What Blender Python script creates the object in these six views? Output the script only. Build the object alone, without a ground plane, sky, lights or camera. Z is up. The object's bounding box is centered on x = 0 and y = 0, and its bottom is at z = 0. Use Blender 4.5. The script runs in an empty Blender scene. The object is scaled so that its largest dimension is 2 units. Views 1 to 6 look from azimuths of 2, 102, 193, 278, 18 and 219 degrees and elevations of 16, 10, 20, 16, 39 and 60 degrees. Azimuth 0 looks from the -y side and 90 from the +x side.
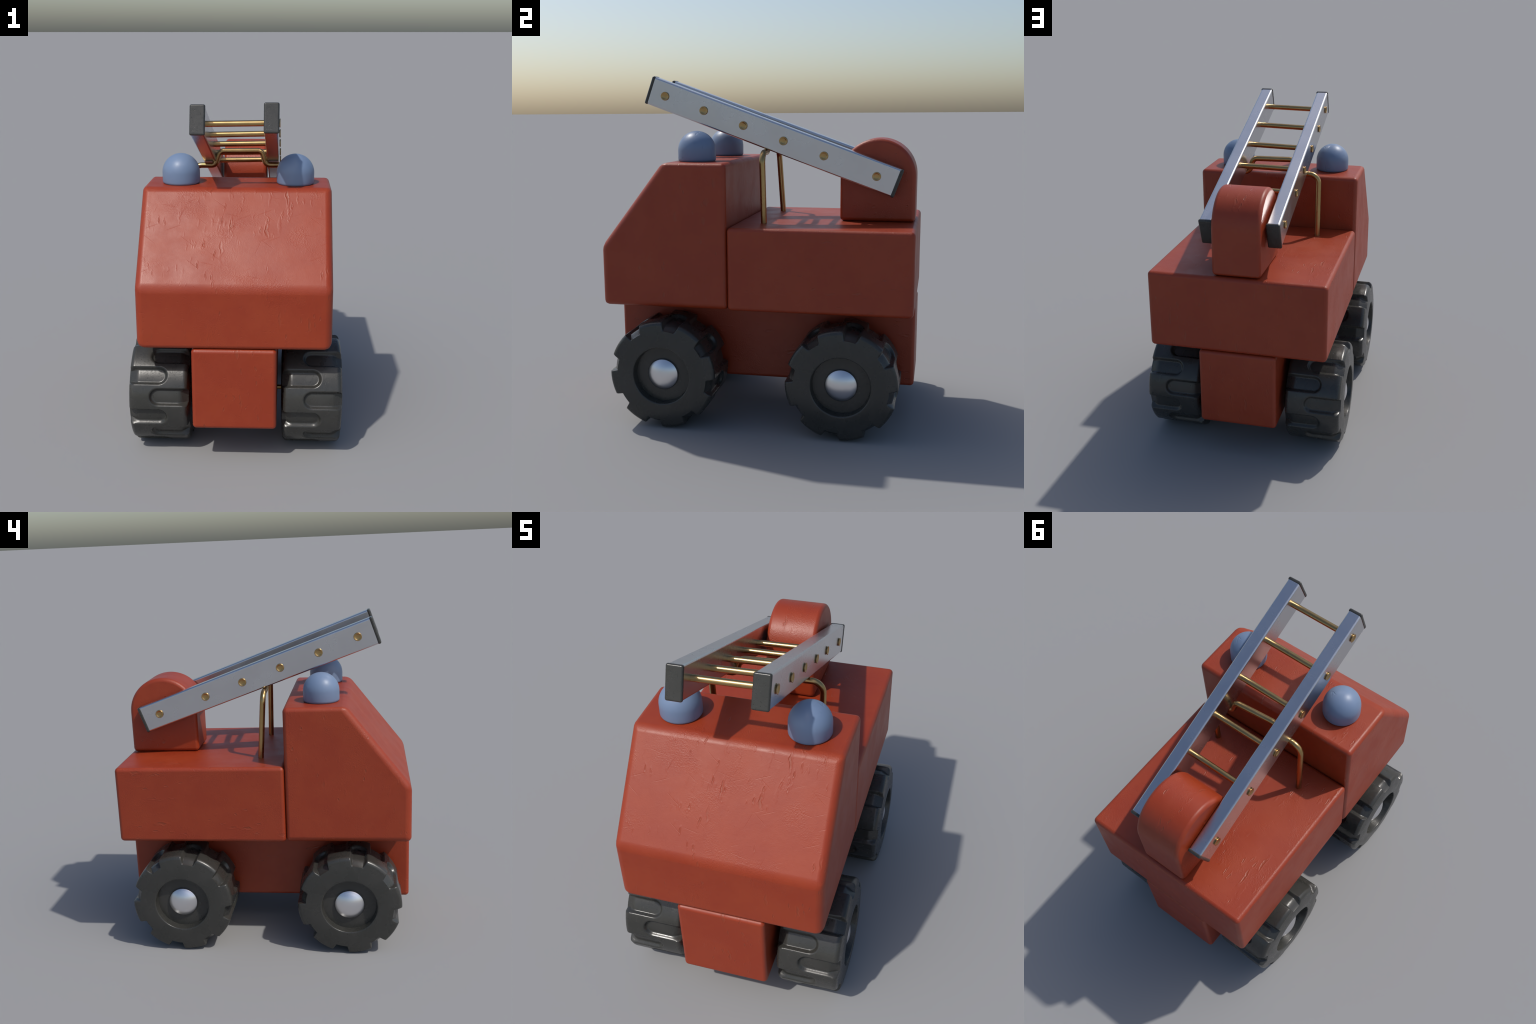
import bpy, bmesh, math
from mathutils import Vector, Matrix

# ------------------------------------------------------------------ helpers
COL = bpy.context.scene.collection


def link(ob, parent=None):
    COL.objects.link(ob)
    if parent is not None:
        ob.parent = parent
    return ob


def empty(name, loc=(0, 0, 0), parent=None):
    e = bpy.data.objects.new(name, None)
    e.empty_display_size = 0.1
    e.location = loc
    return link(e, parent)


def mesh_object(name, me, mat, parent=None, loc=(0, 0, 0)):
    ob = bpy.data.objects.new(name, me)
    if mat is not None and not me.materials:
        me.materials.append(mat)
    ob.location = loc
    return link(ob, parent)


def bake_modifiers(ob):
    dg = bpy.context.evaluated_depsgraph_get()
    me = bpy.data.meshes.new_from_object(ob.evaluated_get(dg), preserve_all_data_layers=True, depsgraph=dg)
    old = ob.data
    ob.modifiers.clear()
    ob.data = me
    bpy.data.meshes.remove(old)


def rounded_prism(name, outline, x0, x1, radius, mat, parent=None, segs=6, edge_radius=None):
    """Prism with a (y, z) outline extruded along x, its edges rounded.
    edge_radius(p, q) may return a different bevel offset for an edge."""
    bm = bmesh.new()
    a = [bm.verts.new((x0, y, z)) for y, z in outline]
    b = [bm.verts.new((x1, y, z)) for y, z in outline]
    n = len(outline)
    bm.faces.new(a)
    bm.faces.new(b[::-1])
    for i in range(n):
        j = (i + 1) % n
        bm.faces.new((a[j], a[i], b[i], b[j]))
    bmesh.ops.recalc_face_normals(bm, faces=bm.faces)
    wl = bm.edges.layers.float.new("bevel_weight_edge")
    big = 0.1
    for e in bm.edges:
        r = edge_radius(e.verts[0].co, e.verts[1].co) if edge_radius else None
        e[wl] = (radius if r is None else r) / big
    me = bpy.data.meshes.new(name)
    bm.to_mesh(me)
    bm.free()
    me.shade_smooth()
    ob = mesh_object(name, me, mat, parent)
    m = ob.modifiers.new("round", "BEVEL")
    m.limit_method = "WEIGHT"
    m.width = big
    m.segments = segs
    m.use_clamp_overlap = False
    m.harden_normals = True
    bake_modifiers(ob)
    return ob


def rect(y0, y1, z0, z1):
    return [(y0, z0), (y1, z0), (y1, z1), (y0, z1)]


def lathe(name, profile, segs=48, axis="x"):
    """Surface of revolution; profile is a list of (along, radius)."""
    verts, faces, rings = [], [], []
    for u, r in profile:
        if r < 1e-6:
            rings.append([len(verts)])
            verts.append((u, 0, 0))
        else:
            rings.append(list(range(len(verts), len(verts) + segs)))
            for k in range(segs):
                t = 2 * math.pi * k / segs
                verts.append((u, r * math.cos(t), r * math.sin(t)))
    for p, q in zip(rings, rings[1:]):
        for k in range(segs):
            l = (k + 1) % segs
            if len(p) == 1 and len(q) > 1:
                faces.append((p[0], q[k], q[l]))
            elif len(q) == 1 and len(p) > 1:
                faces.append((p[l], p[k], q[0]))
            elif len(p) > 1:
                faces.append((p[l], p[k], q[k], q[l]))
    if axis == "z":
        verts = [(y, z, x) for x, y, z in verts]
    me = bpy.data.meshes.new(name)
    me.from_pydata(verts, [], faces)
    bm = bmesh.new()
    bm.from_mesh(me)
    bmesh.ops.recalc_face_normals(bm, faces=bm.faces)
    bm.to_mesh(me)
    bm.free()
    me.shade_smooth()
    return me


def smooth_by_angle(me, deg):
    bm = bmesh.new()
    bm.from_mesh(me)
    for e in bm.edges:
        e.smooth = len(e.link_faces) != 2 or e.calc_face_angle(0) < math.radians(deg)
    bm.to_mesh(me)
    bm.free()


def fillet_path(pts, radii, steps=8):
    """Polyline with its inner corners replaced by arcs."""
    pts = [Vector(p) for p in pts]
    out = [pts[0]]
    for i in range(1, len(pts) - 1):
        p, a, b = pts[i], (pts[i - 1] - pts[i]).normalized(), (pts[i + 1] - pts[i]).normalized()
        half = a.angle(b) / 2
        t = radii[i - 1] / math.tan(half)
        c = p + (a + b).normalized() * (radii[i - 1] / math.sin(half))
        s, e = p + a * t - c, p + b * t - c
        for k in range(steps + 1):
            out.append(c + s.normalized().slerp(e.normalized(), k / steps) * radii[i - 1])
    out.append(pts[-1])
    return out


def tube(name, path, radius, segs=20):
    verts, faces = [], []
    tangents = []
    for i in range(len(path)):
        a = path[max(i - 1, 0)]
        b = path[min(i + 1, len(path) - 1)]
        tangents.append((b - a).normalized())
    n = Vector((0, 1, 0))
    for p, t in zip(path, tangents):
        n = (n - t * n.dot(t)).normalized()
        b = t.cross(n)
        for k in range(segs):
            a = 2 * math.pi * k / segs
            verts.append(p + (n * math.cos(a) + b * math.sin(a)) * radius)
    for i in range(len(path) - 1):
        for k in range(segs):
            l = (k + 1) % segs
            faces.append((i * segs + k, i * segs + l, (i + 1) * segs + l, (i + 1) * segs + k))
    faces.append(tuple(range(segs))[::-1])
    faces.append(tuple(range((len(path) - 1) * segs, len(path) * segs)))
    me = bpy.data.meshes.new(name)
    me.from_pydata([tuple(v) for v in verts], [], faces)
    me.shade_smooth()
    smooth_by_angle(me, 40)
    return me


def smoothstep(a, b, x):
    t = min(max((x - a) / (b - a), 0.0), 1.0)
    return t * t * (3 - 2 * t)


# ---------------------------------------------------------------- materials
class Nodes:
    def __init__(self, name):
        self.mat = bpy.data.materials.new(name)
        self.mat.use_nodes = True
        self.t = self.mat.node_tree
        self.bsdf = self.t.nodes["Principled BSDF"]
        self.coord = self.t.nodes.new("ShaderNodeTexCoord").outputs["Object"]

    def put(self, sock, v):
        if isinstance(v, bpy.types.NodeSocket):
            self.t.links.new(v, sock)
        elif v is not None:
            sock.default_value = v

    def set(self, **kw):
        for k, v in kw.items():
            self.put(self.bsdf.inputs[k.replace("_", " ")], v)

    def mapping(self, scale=(1, 1, 1), rot=(0, 0, 0), loc=(0, 0, 0), vec=None):
        n = self.t.nodes.new("ShaderNodeMapping")
        self.put(n.inputs["Vector"], vec or self.coord)
        n.inputs["Scale"].default_value = scale
        n.inputs["Rotation"].default_value = rot
        n.inputs["Location"].default_value = loc
        return n.outputs[0]

    def noise(self, scale, detail=2.0, rough=0.5, vec=None, distort=0.0):
        n = self.t.nodes.new("ShaderNodeTexNoise")
        self.put(n.inputs["Vector"], vec or self.coord)
        n.inputs["Scale"].default_value = scale
        n.inputs["Detail"].default_value = detail
        n.inputs["Roughness"].default_value = rough
        n.inputs["Distortion"].default_value = distort
        return n.outputs["Fac"]

    def voronoi(self, scale, feature="F1", vec=None, rand=1.0):
        n = self.t.nodes.new("ShaderNodeTexVoronoi")
        n.feature = feature
        self.put(n.inputs["Vector"], vec or self.coord)
        n.inputs["Scale"].default_value = scale
        n.inputs["Randomness"].default_value = rand
        return n.outputs["Distance"]

    def math(self, op, a, b=None, c=None):
        n = self.t.nodes.new("ShaderNodeMath")
        n.operation = op
        for s, v in zip(n.inputs, (a, b, c)):
            self.put(s, v)
        return n.outputs[0]

    def ramp(self, fac, lo, hi, a=0.0, b=1.0):
        n = self.t.nodes.new("ShaderNodeMapRange")
        n.interpolation_type = "SMOOTHSTEP"
        for s, v in zip(n.inputs, (fac, lo, hi, a, b)):
            self.put(s, v)
        return n.outputs[0]

    def mix(self, fac, a, b):
        n = self.t.nodes.new("ShaderNodeMix")
        n.data_type = "RGBA"
        self.put(n.inputs["Factor"], fac)
        self.put(n.inputs["A"] if False else n.inputs[6], a)
        self.put(n.inputs[7], b)
        return n.outputs[2]

    def bump(self, height, distance, strength=1.0, normal=None):
        n = self.t.nodes.new("ShaderNodeBump")
        n.inputs["Distance"].default_value = distance
        n.inputs["Strength"].default_value = strength
        self.put(n.inputs["Height"], height)
        if normal is not None:
            self.put(n.inputs["Normal"], normal)
        return n.outputs[0]

    def contour(self, scale, width, vec, detail=1.0, level=0.5):
        """Thin wandering lines: where a noise crosses one level."""
        f = self.noise(scale, detail, 0.5, vec)
        return self.ramp(self.math("ABSOLUTE", self.math("SUBTRACT", f, level)), 0.0, width, 1.0, 0.0)


def red_paint(name, side_stretch, offset):
    """Thick brushed-on red paint. side_stretch: scale of the dents on the side faces
    (small number = long in that direction)."""
    m = Nodes(name)
    base = m.mapping(loc=offset)
    wob = m.t.nodes.new("ShaderNodeTexNoise")
    m.put(wob.inputs["Vector"], base)
    wob.inputs["Scale"].default_value = 21.0
    wob.inputs["Detail"].default_value = 2.0
    shift = m.t.nodes.new("ShaderNodeVectorMath")
    shift.operation = "MULTIPLY_ADD"
    m.put(shift.inputs[0], wob.outputs["Color"])
    shift.inputs[1].default_value = (0.034, 0.034, 0.034)
    m.put(shift.inputs[2], base)
    wavy = shift.outputs[0]
    nx = m.t.nodes.new("ShaderNodeSeparateXYZ")
    m.put(nx.inputs[0], m.t.nodes.new("ShaderNodeNewGeometry").outputs["True Normal"])
    sideways = m.ramp(m.math("ABSOLUTE", nx.outputs[0]), 0.5, 0.8)

    def dents(scale, size, loc):
        """Elongated dents: (hollow, raised lip around it)."""
        d = m.voronoi(1.0, "F1", m.mapping(scale=scale, loc=loc, vec=wavy))
        return m.ramp(d, size * 0.35, size, 1.0, 0.0), m.ramp(d, size * 0.8, size * 1.6, 1.0, 0.0)

    # narrow across the truck on the front, roof and back, in the part's own direction on its sides
    a, b = side_stretch
    f1, f2 = dents((19, 3.0, 3.4), 0.17, (0.3, 0.0, 0.0)), dents((34, 8, 9), 0.19, (3.3, 1.7, 8.1))
    s1, s2 = dents((9, a, b), 0.17, (6.1, 2.7, 0.4)), dents((16, a * 1.9, b * 1.9), 0.16, (1.1, 9.2, 3.4))

    def by_face(k):
        n = m.t.nodes.new("ShaderNodeMix")
        m.put(n.inputs[0], sideways)
        m.put(n.inputs[2], m.math("MAXIMUM", f1[k], f2[k]))
        m.put(n.inputs[3], m.math("MAXIMUM", s1[k], s2[k]))
        return n.outputs[0]

    where = m.ramp(m.noise(3.4, 1.0, 0.5, m.mapping(loc=(9, 2, 4), vec=base)), 0.38, 0.56)
    dent = m.math("MULTIPLY", by_face(0), where)
    lip = m.math("MULTIPLY", by_face(1), where)
    # pebbled areas
    pebble = m.math("MULTIPLY", m.ramp(m.noise(165.0, 1.0, 0.5, wavy), 0.40, 0.68),
                    m.ramp(m.noise(5.2, 2.0, 0.6, m.mapping(loc=(3, 1, 7), vec=base)), 0.44, 0.66))
    # hairline scratches in several directions
    scratch = None
    slope = Vector((0, 0.615, 0.788))
    for k, deg in enumerate((22, -38, 68, -12)):
        d = Vector((1, 0, 0)) * math.cos(math.radians(deg)) + slope * math.sin(math.radians(deg))
        turn = d.rotation_difference(Vector((1, 0, 0))).to_euler()
        v = m.mapping(scale=(2.3, 70.0, 40.0), loc=(k * 3.1, k * 1.7, k), vec=m.mapping(rot=turn, vec=base))
        q = m.ramp(m.voronoi(1.0, "F1", v), 0.05, 0.13, 1.0, 0.0)
        scratch = q if scratch is None else m.math("MAXIMUM", scratch, q)
    height = m.math("ADD", m.math("MULTIPLY", pebble, PEBBLE), m.math("ADD", m.math("MULTIPLY", m.noise(22.0, 3.0, 0.6, base), 0.14), m.math("MULTIPLY", m.noise(210.0, 1.0, 0.5, base), 0.05)))
    height = m.math("ADD", height, m.math("MULTIPLY", lip, 0.16))
    height = m.math("SUBTRACT", height, m.math("MULTIPLY", dent, 0.46))
    height = m.math("SUBTRACT", height, m.math("MULTIPLY", scratch, 0.10))
    red = m.mix(m.ramp(m.noise(5.0, 3.0, 0.6, base), 0.3, 0.7), RED_A, RED_B)
    red = m.mix(m.math("MULTIPLY", dent, 0.24), red, RED_WORN)
    m.set(Base_Color=red,
          Roughness=m.ramp(m.noise(6.0, 4.0, 0.6, base), 0.3, 0.7, 0.42, 0.52),
          Normal=m.bump(height, 0.006, 0.56))
    return m.mat


def blue_paint():
    m = Nodes("blue_painted_wood")
    dv = m.mapping(scale=(16, 16, 5), loc=(2.4, 0.2, 5.0))
    dent = m.math("MULTIPLY", m.contour(1.0, 0.02, dv, 1.0, 0.5), m.ramp(m.noise(6.0, 2.0), 0.56, 0.62))
    height = m.math("SUBTRACT", m.math("MULTIPLY", m.noise(30.0, 2.0), 0.15), m.math("MULTIPLY", dent, 0.4))
    m.set(Base_Color=m.mix(m.ramp(m.noise(5.0, 2.0), 0.3, 0.7), BLUE_A, BLUE_B), Roughness=0.42,
          Normal=m.bump(height, 0.005, 0.6))
    return m.mat


def rubber():
    m = Nodes("dark_grey_rubber")
    speck = m.ramp(m.noise(190.0, 1.0), 0.66, 0.74)
    sv = m.mapping(scale=(40, 5, 40), rot=(0.4, 0.9, 0.5))
    scratch = m.math("MULTIPLY", m.contour(1.0, 0.012, sv, 0.0), m.ramp(m.noise(9.0), 0.52, 0.6))
    height = m.math("SUBTRACT", m.math("MULTIPLY", m.noise(45.0, 3.0), 0.2),
                    m.math("MAXIMUM", m.math("MULTIPLY", speck, 0.3), m.math("MULTIPLY", scratch, 0.12)))
    col = m.mix(m.ramp(m.noise(7.0, 3.0), 0.35, 0.65), RUB_A, RUB_B)
    col = m.mix(speck, col, (0.02, 0.02, 0.018, 1))
    m.set(Base_Color=col, Roughness=m.ramp(m.noise(12.0, 3.0), 0.3, 0.7, 0.24, 0.33), Normal=m.bump(height, 0.0022, 0.7))
    return m.mat


def metal(name, a, b, r0, r1, bump=0.0, scale=8.0):
    m = Nodes(name)
    f = m.noise(scale, 4.0, 0.6)
    m.set(Base_Color=m.mix(m.ramp(f, 0.3, 0.7), a, b), Metallic=1.0, Roughness=m.ramp(m.noise(scale * 1.7, 3.0), 0.3, 0.7, r0, r1))
    if bump:
        m.set(Normal=m.bump(m.noise(4.0, 2.0), bump, 0.5))
    return m.mat


PEBBLE = 0.105
RED_A, RED_B, RED_WORN = (0.275, 0.0300, 0.0065, 1), (0.298, 0.0375, 0.0085, 1), (0.20, 0.065, 0.030, 1)
BLUE_A, BLUE_B = (0.152, 0.213, 0.330, 1), (0.162, 0.226, 0.345, 1)
RUB_A, RUB_B = (0.034, 0.034, 0.030, 1), (0.041, 0.040, 0.036, 1)
RED_CAB = red_paint("red_paint_on_cab", (13.0, 4.5), (0.0, 0.0, 0.0))
RED_BED = red_paint("red_paint_on_bed", (4.0, 17.0), (4.0, 1.0, 2.0))
RED_BLOCK = red_paint("red_paint_on_block", (11.0, 11.0), (1.0, 6.0, 3.0))
BLUE = blue_paint()
RUBBER = rubber()
BRASS = metal("aged_brass", (0.42, 0.275, 0.115, 1), (0.47, 0.315, 0.140, 1), 0.27, 0.33)
STEEL = metal("brushed_aluminium", (0.60, 0.60, 0.62, 1), (0.63, 0.63, 0.65, 1), 0.24, 0.28, 0.0, 4.0)
CHROME = metal("polished_steel", (0.74, 0.74, 0.76, 1), (0.76, 0.76, 0.78, 1), 0.29, 0.33, 0.0, 3.0)

# --------------------------------------------------------------- dimensions
LEN = 0.887          # half length of the bodywork (y)
WID = 0.5325         # half width of cab and bed (x)
Z_FLOOR = 0.6950      # underside of cab and bed
Z_BED = 1.164        # top of bed
Z_CAB = 1.517        # top of cab
SEAM = -0.146        # y of the joint between cab and bed

truck = empty("toy_fire_truck")
truck["label"] = "red wooden toy fire truck with silver ladder and blue domes"
truck["category"] = "toy truck"

# ---------------------------------------------------------------- body parts
rounded_prism("chassis", rect(-LEN, LEN - 0.0005, 0.220, Z_FLOOR - 0.001), -0.234, 0.234, 0.022, RED_BED, truck)
rounded_prism("bed", rect(SEAM + 0.001, LEN - 0.002, Z_FLOOR, Z_BED), -WID + 0.0015, WID - 0.0005, 0.024, RED_BED, truck)


def cab_edges(p, q):
    along_x = abs(p.x - q.x) > 0.1
    y, z = (p.y + q.y) / 2, (p.z + q.z) / 2
    if along_x and y < -0.4 and z > 1.0:
        return 0.034 if z < 1.3 else 0.032      # soft fold of the front and of the roof
    if not along_x and y < -0.45 and (p - q).length > 0.2 and abs(y) > 0.5:
        return 0.042                            # side edges of the nose
    return 0.026


rounded_prism("cab", [(-LEN + 0.0008, Z_FLOOR), (SEAM, Z_FLOOR), (SEAM, Z_CAB), (-0.515, Z_CAB), (-LEN + 0.0008, 1.042)],
              -WID, WID, 0.026, RED_CAB, truck, edge_radius=cab_edges)

# pivot block: a slab with a half-round top, centred on the ladder's axle
AX_Y, AX_Z, AX_R = 0.652, 1.4245, 0.2155
arch = [(AX_Y - AX_R, Z_BED + 0.002), (AX_Y + AX_R, Z_BED + 0.002)]
arch += [(AX_Y + AX_R * math.cos(math.pi * k / 40), AX_Z + AX_R * math.sin(math.pi * k / 40)) for k in range(41)]


def arch_edges(p, q):
    if abs(p.x - q.x) > 0.1 and (p.z + q.z) / 2 > Z_BED + 0.1:
        return 0.0
    return 0.024


rounded_prism("pivot_block", arch, -0.1440, 0.1440, 0.024, RED_BLOCK, truck, edge_radius=arch_edges)

# ------------------------------------------------------------------- lamps
R, TOP = 0.1075, 1.688
prof = [(Z_CAB - 0.002, 0.0), (Z_CAB - 0.002, R - 0.016)]
prof += [(Z_CAB - 0.002 + 0.016 * (1 - math.cos(math.pi / 2 * k / 5)), R - 0.016 + 0.016 * math.sin(math.pi / 2 * k / 5)) for k in range(1, 6)]
zc = TOP - R
prof += [(zc + R * math.sin(math.pi / 2 * k / 24), R * math.cos(math.pi / 2 * k / 24)) for k in range(24)] + [(TOP, 0.0)]
dome = lathe("lamp", prof, 72, "z")
for x in (0.329, -0.329):
    mesh_object("lamp", dome, BLUE, truck, (x, -0.362, 0))

# ------------------------------------------------------------------ wheels
T_R, T_IN, T_OUT = 0.3125, -0.1755, 0.1755    # tyre radius; its width is centred on 0
LUGS = 8


def tyre_mesh():
    # profile from the inner bore over the tread to the outer recess (x along axle, r)
    sh = 0.026

    def half(sign):
        pts = []
        w = abs(T_IN)
        deep = 0.049
        pts.append((sign * (w - deep), 0.012))
        for i in range(4):
            pts.append((sign * (w - deep), 0.03 + 0.129 * i / 3))
        for i in range(1, 6):
            pts.append((sign * (w - deep + (deep - 0.006) * i / 5), 0.159 + 0.006 * i / 5))
        for i in range(1, 7):                    # rounded lip of the recess
            a = math.pi / 2 * i / 6
            pts.append((sign * (w - 0.006 + 0.006 * math.sin(a)), 0.165 + 0.008 * (1 - math.cos(a))))
        for i in range(1, 25):                   # sidewall, leaning in a little
            t = i / 24
            pts.append((sign * (w - 0.010 * t * t), 0.173 + (T_R - sh - 0.173) * t))
        for i in range(1, 11):                   # shoulder
            a = math.pi / 2 * i / 10
            pts.append((sign * (w - 0.010 - sh * (1 - math.cos(a))), T_R - sh + sh * math.sin(a)))
        return pts

    inner, outer = half(-1), half(1)
    w = inner[-1][0]
    tread = [(w + (outer[-1][0] - w) * i / 60, T_R) for i in range(1, 60)]
    prof = inner + tread + outer[::-1]

    N = 480
    hw, wall = 0.0535, 0.017
    verts, faces = [], []
    for k in range(N):
        th = 2 * math.pi * k / N
        c, s = math.cos(th), math.sin(th)
        for x, r in prof:
            rr = r
            if r > 0.2:
                m = 0.0
                for side, off in ((1, 0.0), (-1, math.pi / LUGS)):
                    step = 2 * math.pi / LUGS
                    d = (th - off + step / 2) % step - step / 2
                    a = d * T_R
                    b = x * side
                    dist = abs(a) - hw if b > 0 else math.hypot(a, b) - hw
                    m = max(m, smoothstep(0.0, -wall, dist))
                    floor_side = smoothstep(0.110, 0.184, abs(x))
                floor = T_R - 0.021 - 0.032 * floor_side
                if r > floor:
                    rr = r - (r - floor) * m
            verts.append((x, rr * c, rr * s))
    P = len(prof)
    for k in range(N):
        l = (k + 1) % N
        for i in range(P - 1):
            faces.append((k * P + i, k * P + i + 1, l * P + i + 1, l * P + i))
    # close the bore
    faces.append(tuple(k * P for k in range(N)))
    faces.append(tuple(k * P + P - 1 for k in range(N))[::-1])
    me = bpy.data.meshes.new("tyre")
    me.from_pydata(verts, [], faces)
    bm = bmesh.new()
    bm.from_mesh(me)
    bmesh.ops.recalc_face_normals(bm, faces=bm.faces)
    bm.to_mesh(me)
    bm.free()
    me.shade_smooth()
    smooth_by_angle(me, 50)
    return me


tyre = tyre_mesh()
HUB_R, HUB_H, HUB_X = 0.091, 0.032, 0.112
ball = (HUB_R ** 2 + HUB_H ** 2) / (2 * HUB_H)
half_angle = math.asin(HUB_R / ball)
cap_prof = [(HUB_X, HUB_R - 0.004), (HUB_X + 0.016, HUB_R - 0.003)] + [
    (HUB_X + 0.022 + HUB_H - ball + ball * math.cos(half_angle * (1 - k / 16)), ball * math.sin(half_angle * (1 - k / 16))) for k in range(17)]
cap = lathe("hub_cap", cap_prof, 64)
AXLE_Z = 0.3145
WX = 0.4340
for y in (-0.519, 0.505):
    for sgn in (1, -1):
        w = empty("wheel", (sgn * WX, y, AXLE_Z), truck)
        w.rotation_euler = (0, 0, 0 if sgn > 0 else math.pi)
        t = mesh_object("tyre", tyre, RUBBER, w)
        t.rotation_euler = (math.radians(34.3), 0, 0)
        mesh_object("hub_cap", cap, CHROME, w)
axle = lathe("axle", [(-0.31, 0), (-0.31, 0.0135), (0.31, 0.0135), (0.31, 0)], 24)
smooth_by_angle(axle, 40)
for y in (-0.519, 0.505):
    mesh_object("axle", axle, BRASS, truck, (0, y, AXLE_Z))

# ------------------------------------------------------------------ ladder
ladder = empty("ladder", (0, 0, 0), truck)
RAIL_H, CAP_T = 0.1625, 0.022
RAILS = {1: ((-0.6790, 1.9243), (0.7757, 1.3905)), -1: ((-0.6905, 1.9140), (0.7680, 1.3905))}
for sgn, (f, r) in RAILS.items():
    mid = Vector((0.196 * sgn, (f[0] + r[0]) / 2, (f[1] + r[1]) / 2))
    ang = math.atan2(f[1] - r[1], r[0] - f[0])
    length = math.hypot(r[0] - f[0], r[1] - f[1])
    h = length / 2 - CAP_T
    rail = rounded_prism("rail", rect(-h - 0.012, h + 0.012, -RAIL_H / 2, RAIL_H / 2), -0.0385, 0.0385, 0.011, STEEL, ladder, 4)
    rail.location = mid
    rail.rotation_euler = (-ang, 0, 0)
    for e in (-1, 1):
        lo, hi = sorted((e * (h + 0.0002), e * (h + CAP_T)))
        capob = rounded_prism("end_cap", rect(lo, hi, -RAIL_H / 2 - 0.002, RAIL_H / 2 + 0.002), -0.0415, 0.0415, 0.0095, RUBBER, ladder, 4)
        capob.location = mid
        capob.rotation_euler = (-ang, 0, 0)

rung = lathe("rung", [(-0.22, 0), (-0.22, 0.0168), (0.22, 0.0168), (0.22, 0)], 24)
smooth_by_angle(rung, 40)
rivet = lathe("rivet", [(-0.006, 0.0), (-0.006, 0.0185), (0.0, 0.0185), (0.003, 0.0185), (0.0065, 0.0205), (0.010, 0.0240), (0.0115, 0.0246),
                        (0.0130, 0.0238), (0.0132, 0.0215), (0.0118, 0.0180), (0.0095, 0.0150), (0.0086, 0.0110), (0.0084, 0.0)], 32)
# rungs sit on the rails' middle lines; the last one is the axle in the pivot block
ALONG = [(-0.578, 1.8851, 1.8772), (-0.346, 1.8013, 1.790), (-0.1125, 1.7158, 1.7051),
         (0.1215, 1.6290, 1.6215), (0.3545, 1.5457, 1.5366), (0.6525, 1.4333, 1.4329)]
for y, zr, zl in ALONG:
    tilt = math.atan2(zr - zl, 0.47)
    if y < 0.6:      # the hindmost pair of rivets turns in the pivot block, without a rung between
        g = mesh_object("rung", rung, BRASS, ladder, (0, y, (zr + zl) / 2))
        g.rotation_euler = (0, -tilt, 0)
    for sgn, z in ((1, zr), (-1, zl)):
        v = mesh_object("rivet", rivet, BRASS, ladder, (sgn * 0.2290, y, z))
        v.rotation_euler = (0, 0, 0 if sgn > 0 else math.pi)

# wire bracket that carries the ladder
LOW, HIGH = 1.563, 1.651
pts = [(-0.303, 0.018, Z_BED - 0.02), (-0.303, -0.011, LOW), (-0.162, -0.011, LOW), (-0.133, -0.012, HIGH),
       (0.123, 0.008, HIGH), (0.152, 0.010, LOW), (0.300, 0.011, LOW), (0.298, 0.020, Z_BED - 0.02)]
path = fillet_path(pts, [0.060, 0.034, 0.034, 0.034, 0.034, 0.060], 10)
mesh_object("ladder_bracket", tube("ladder_bracket", path, 0.0172, 24), BRASS, truck)
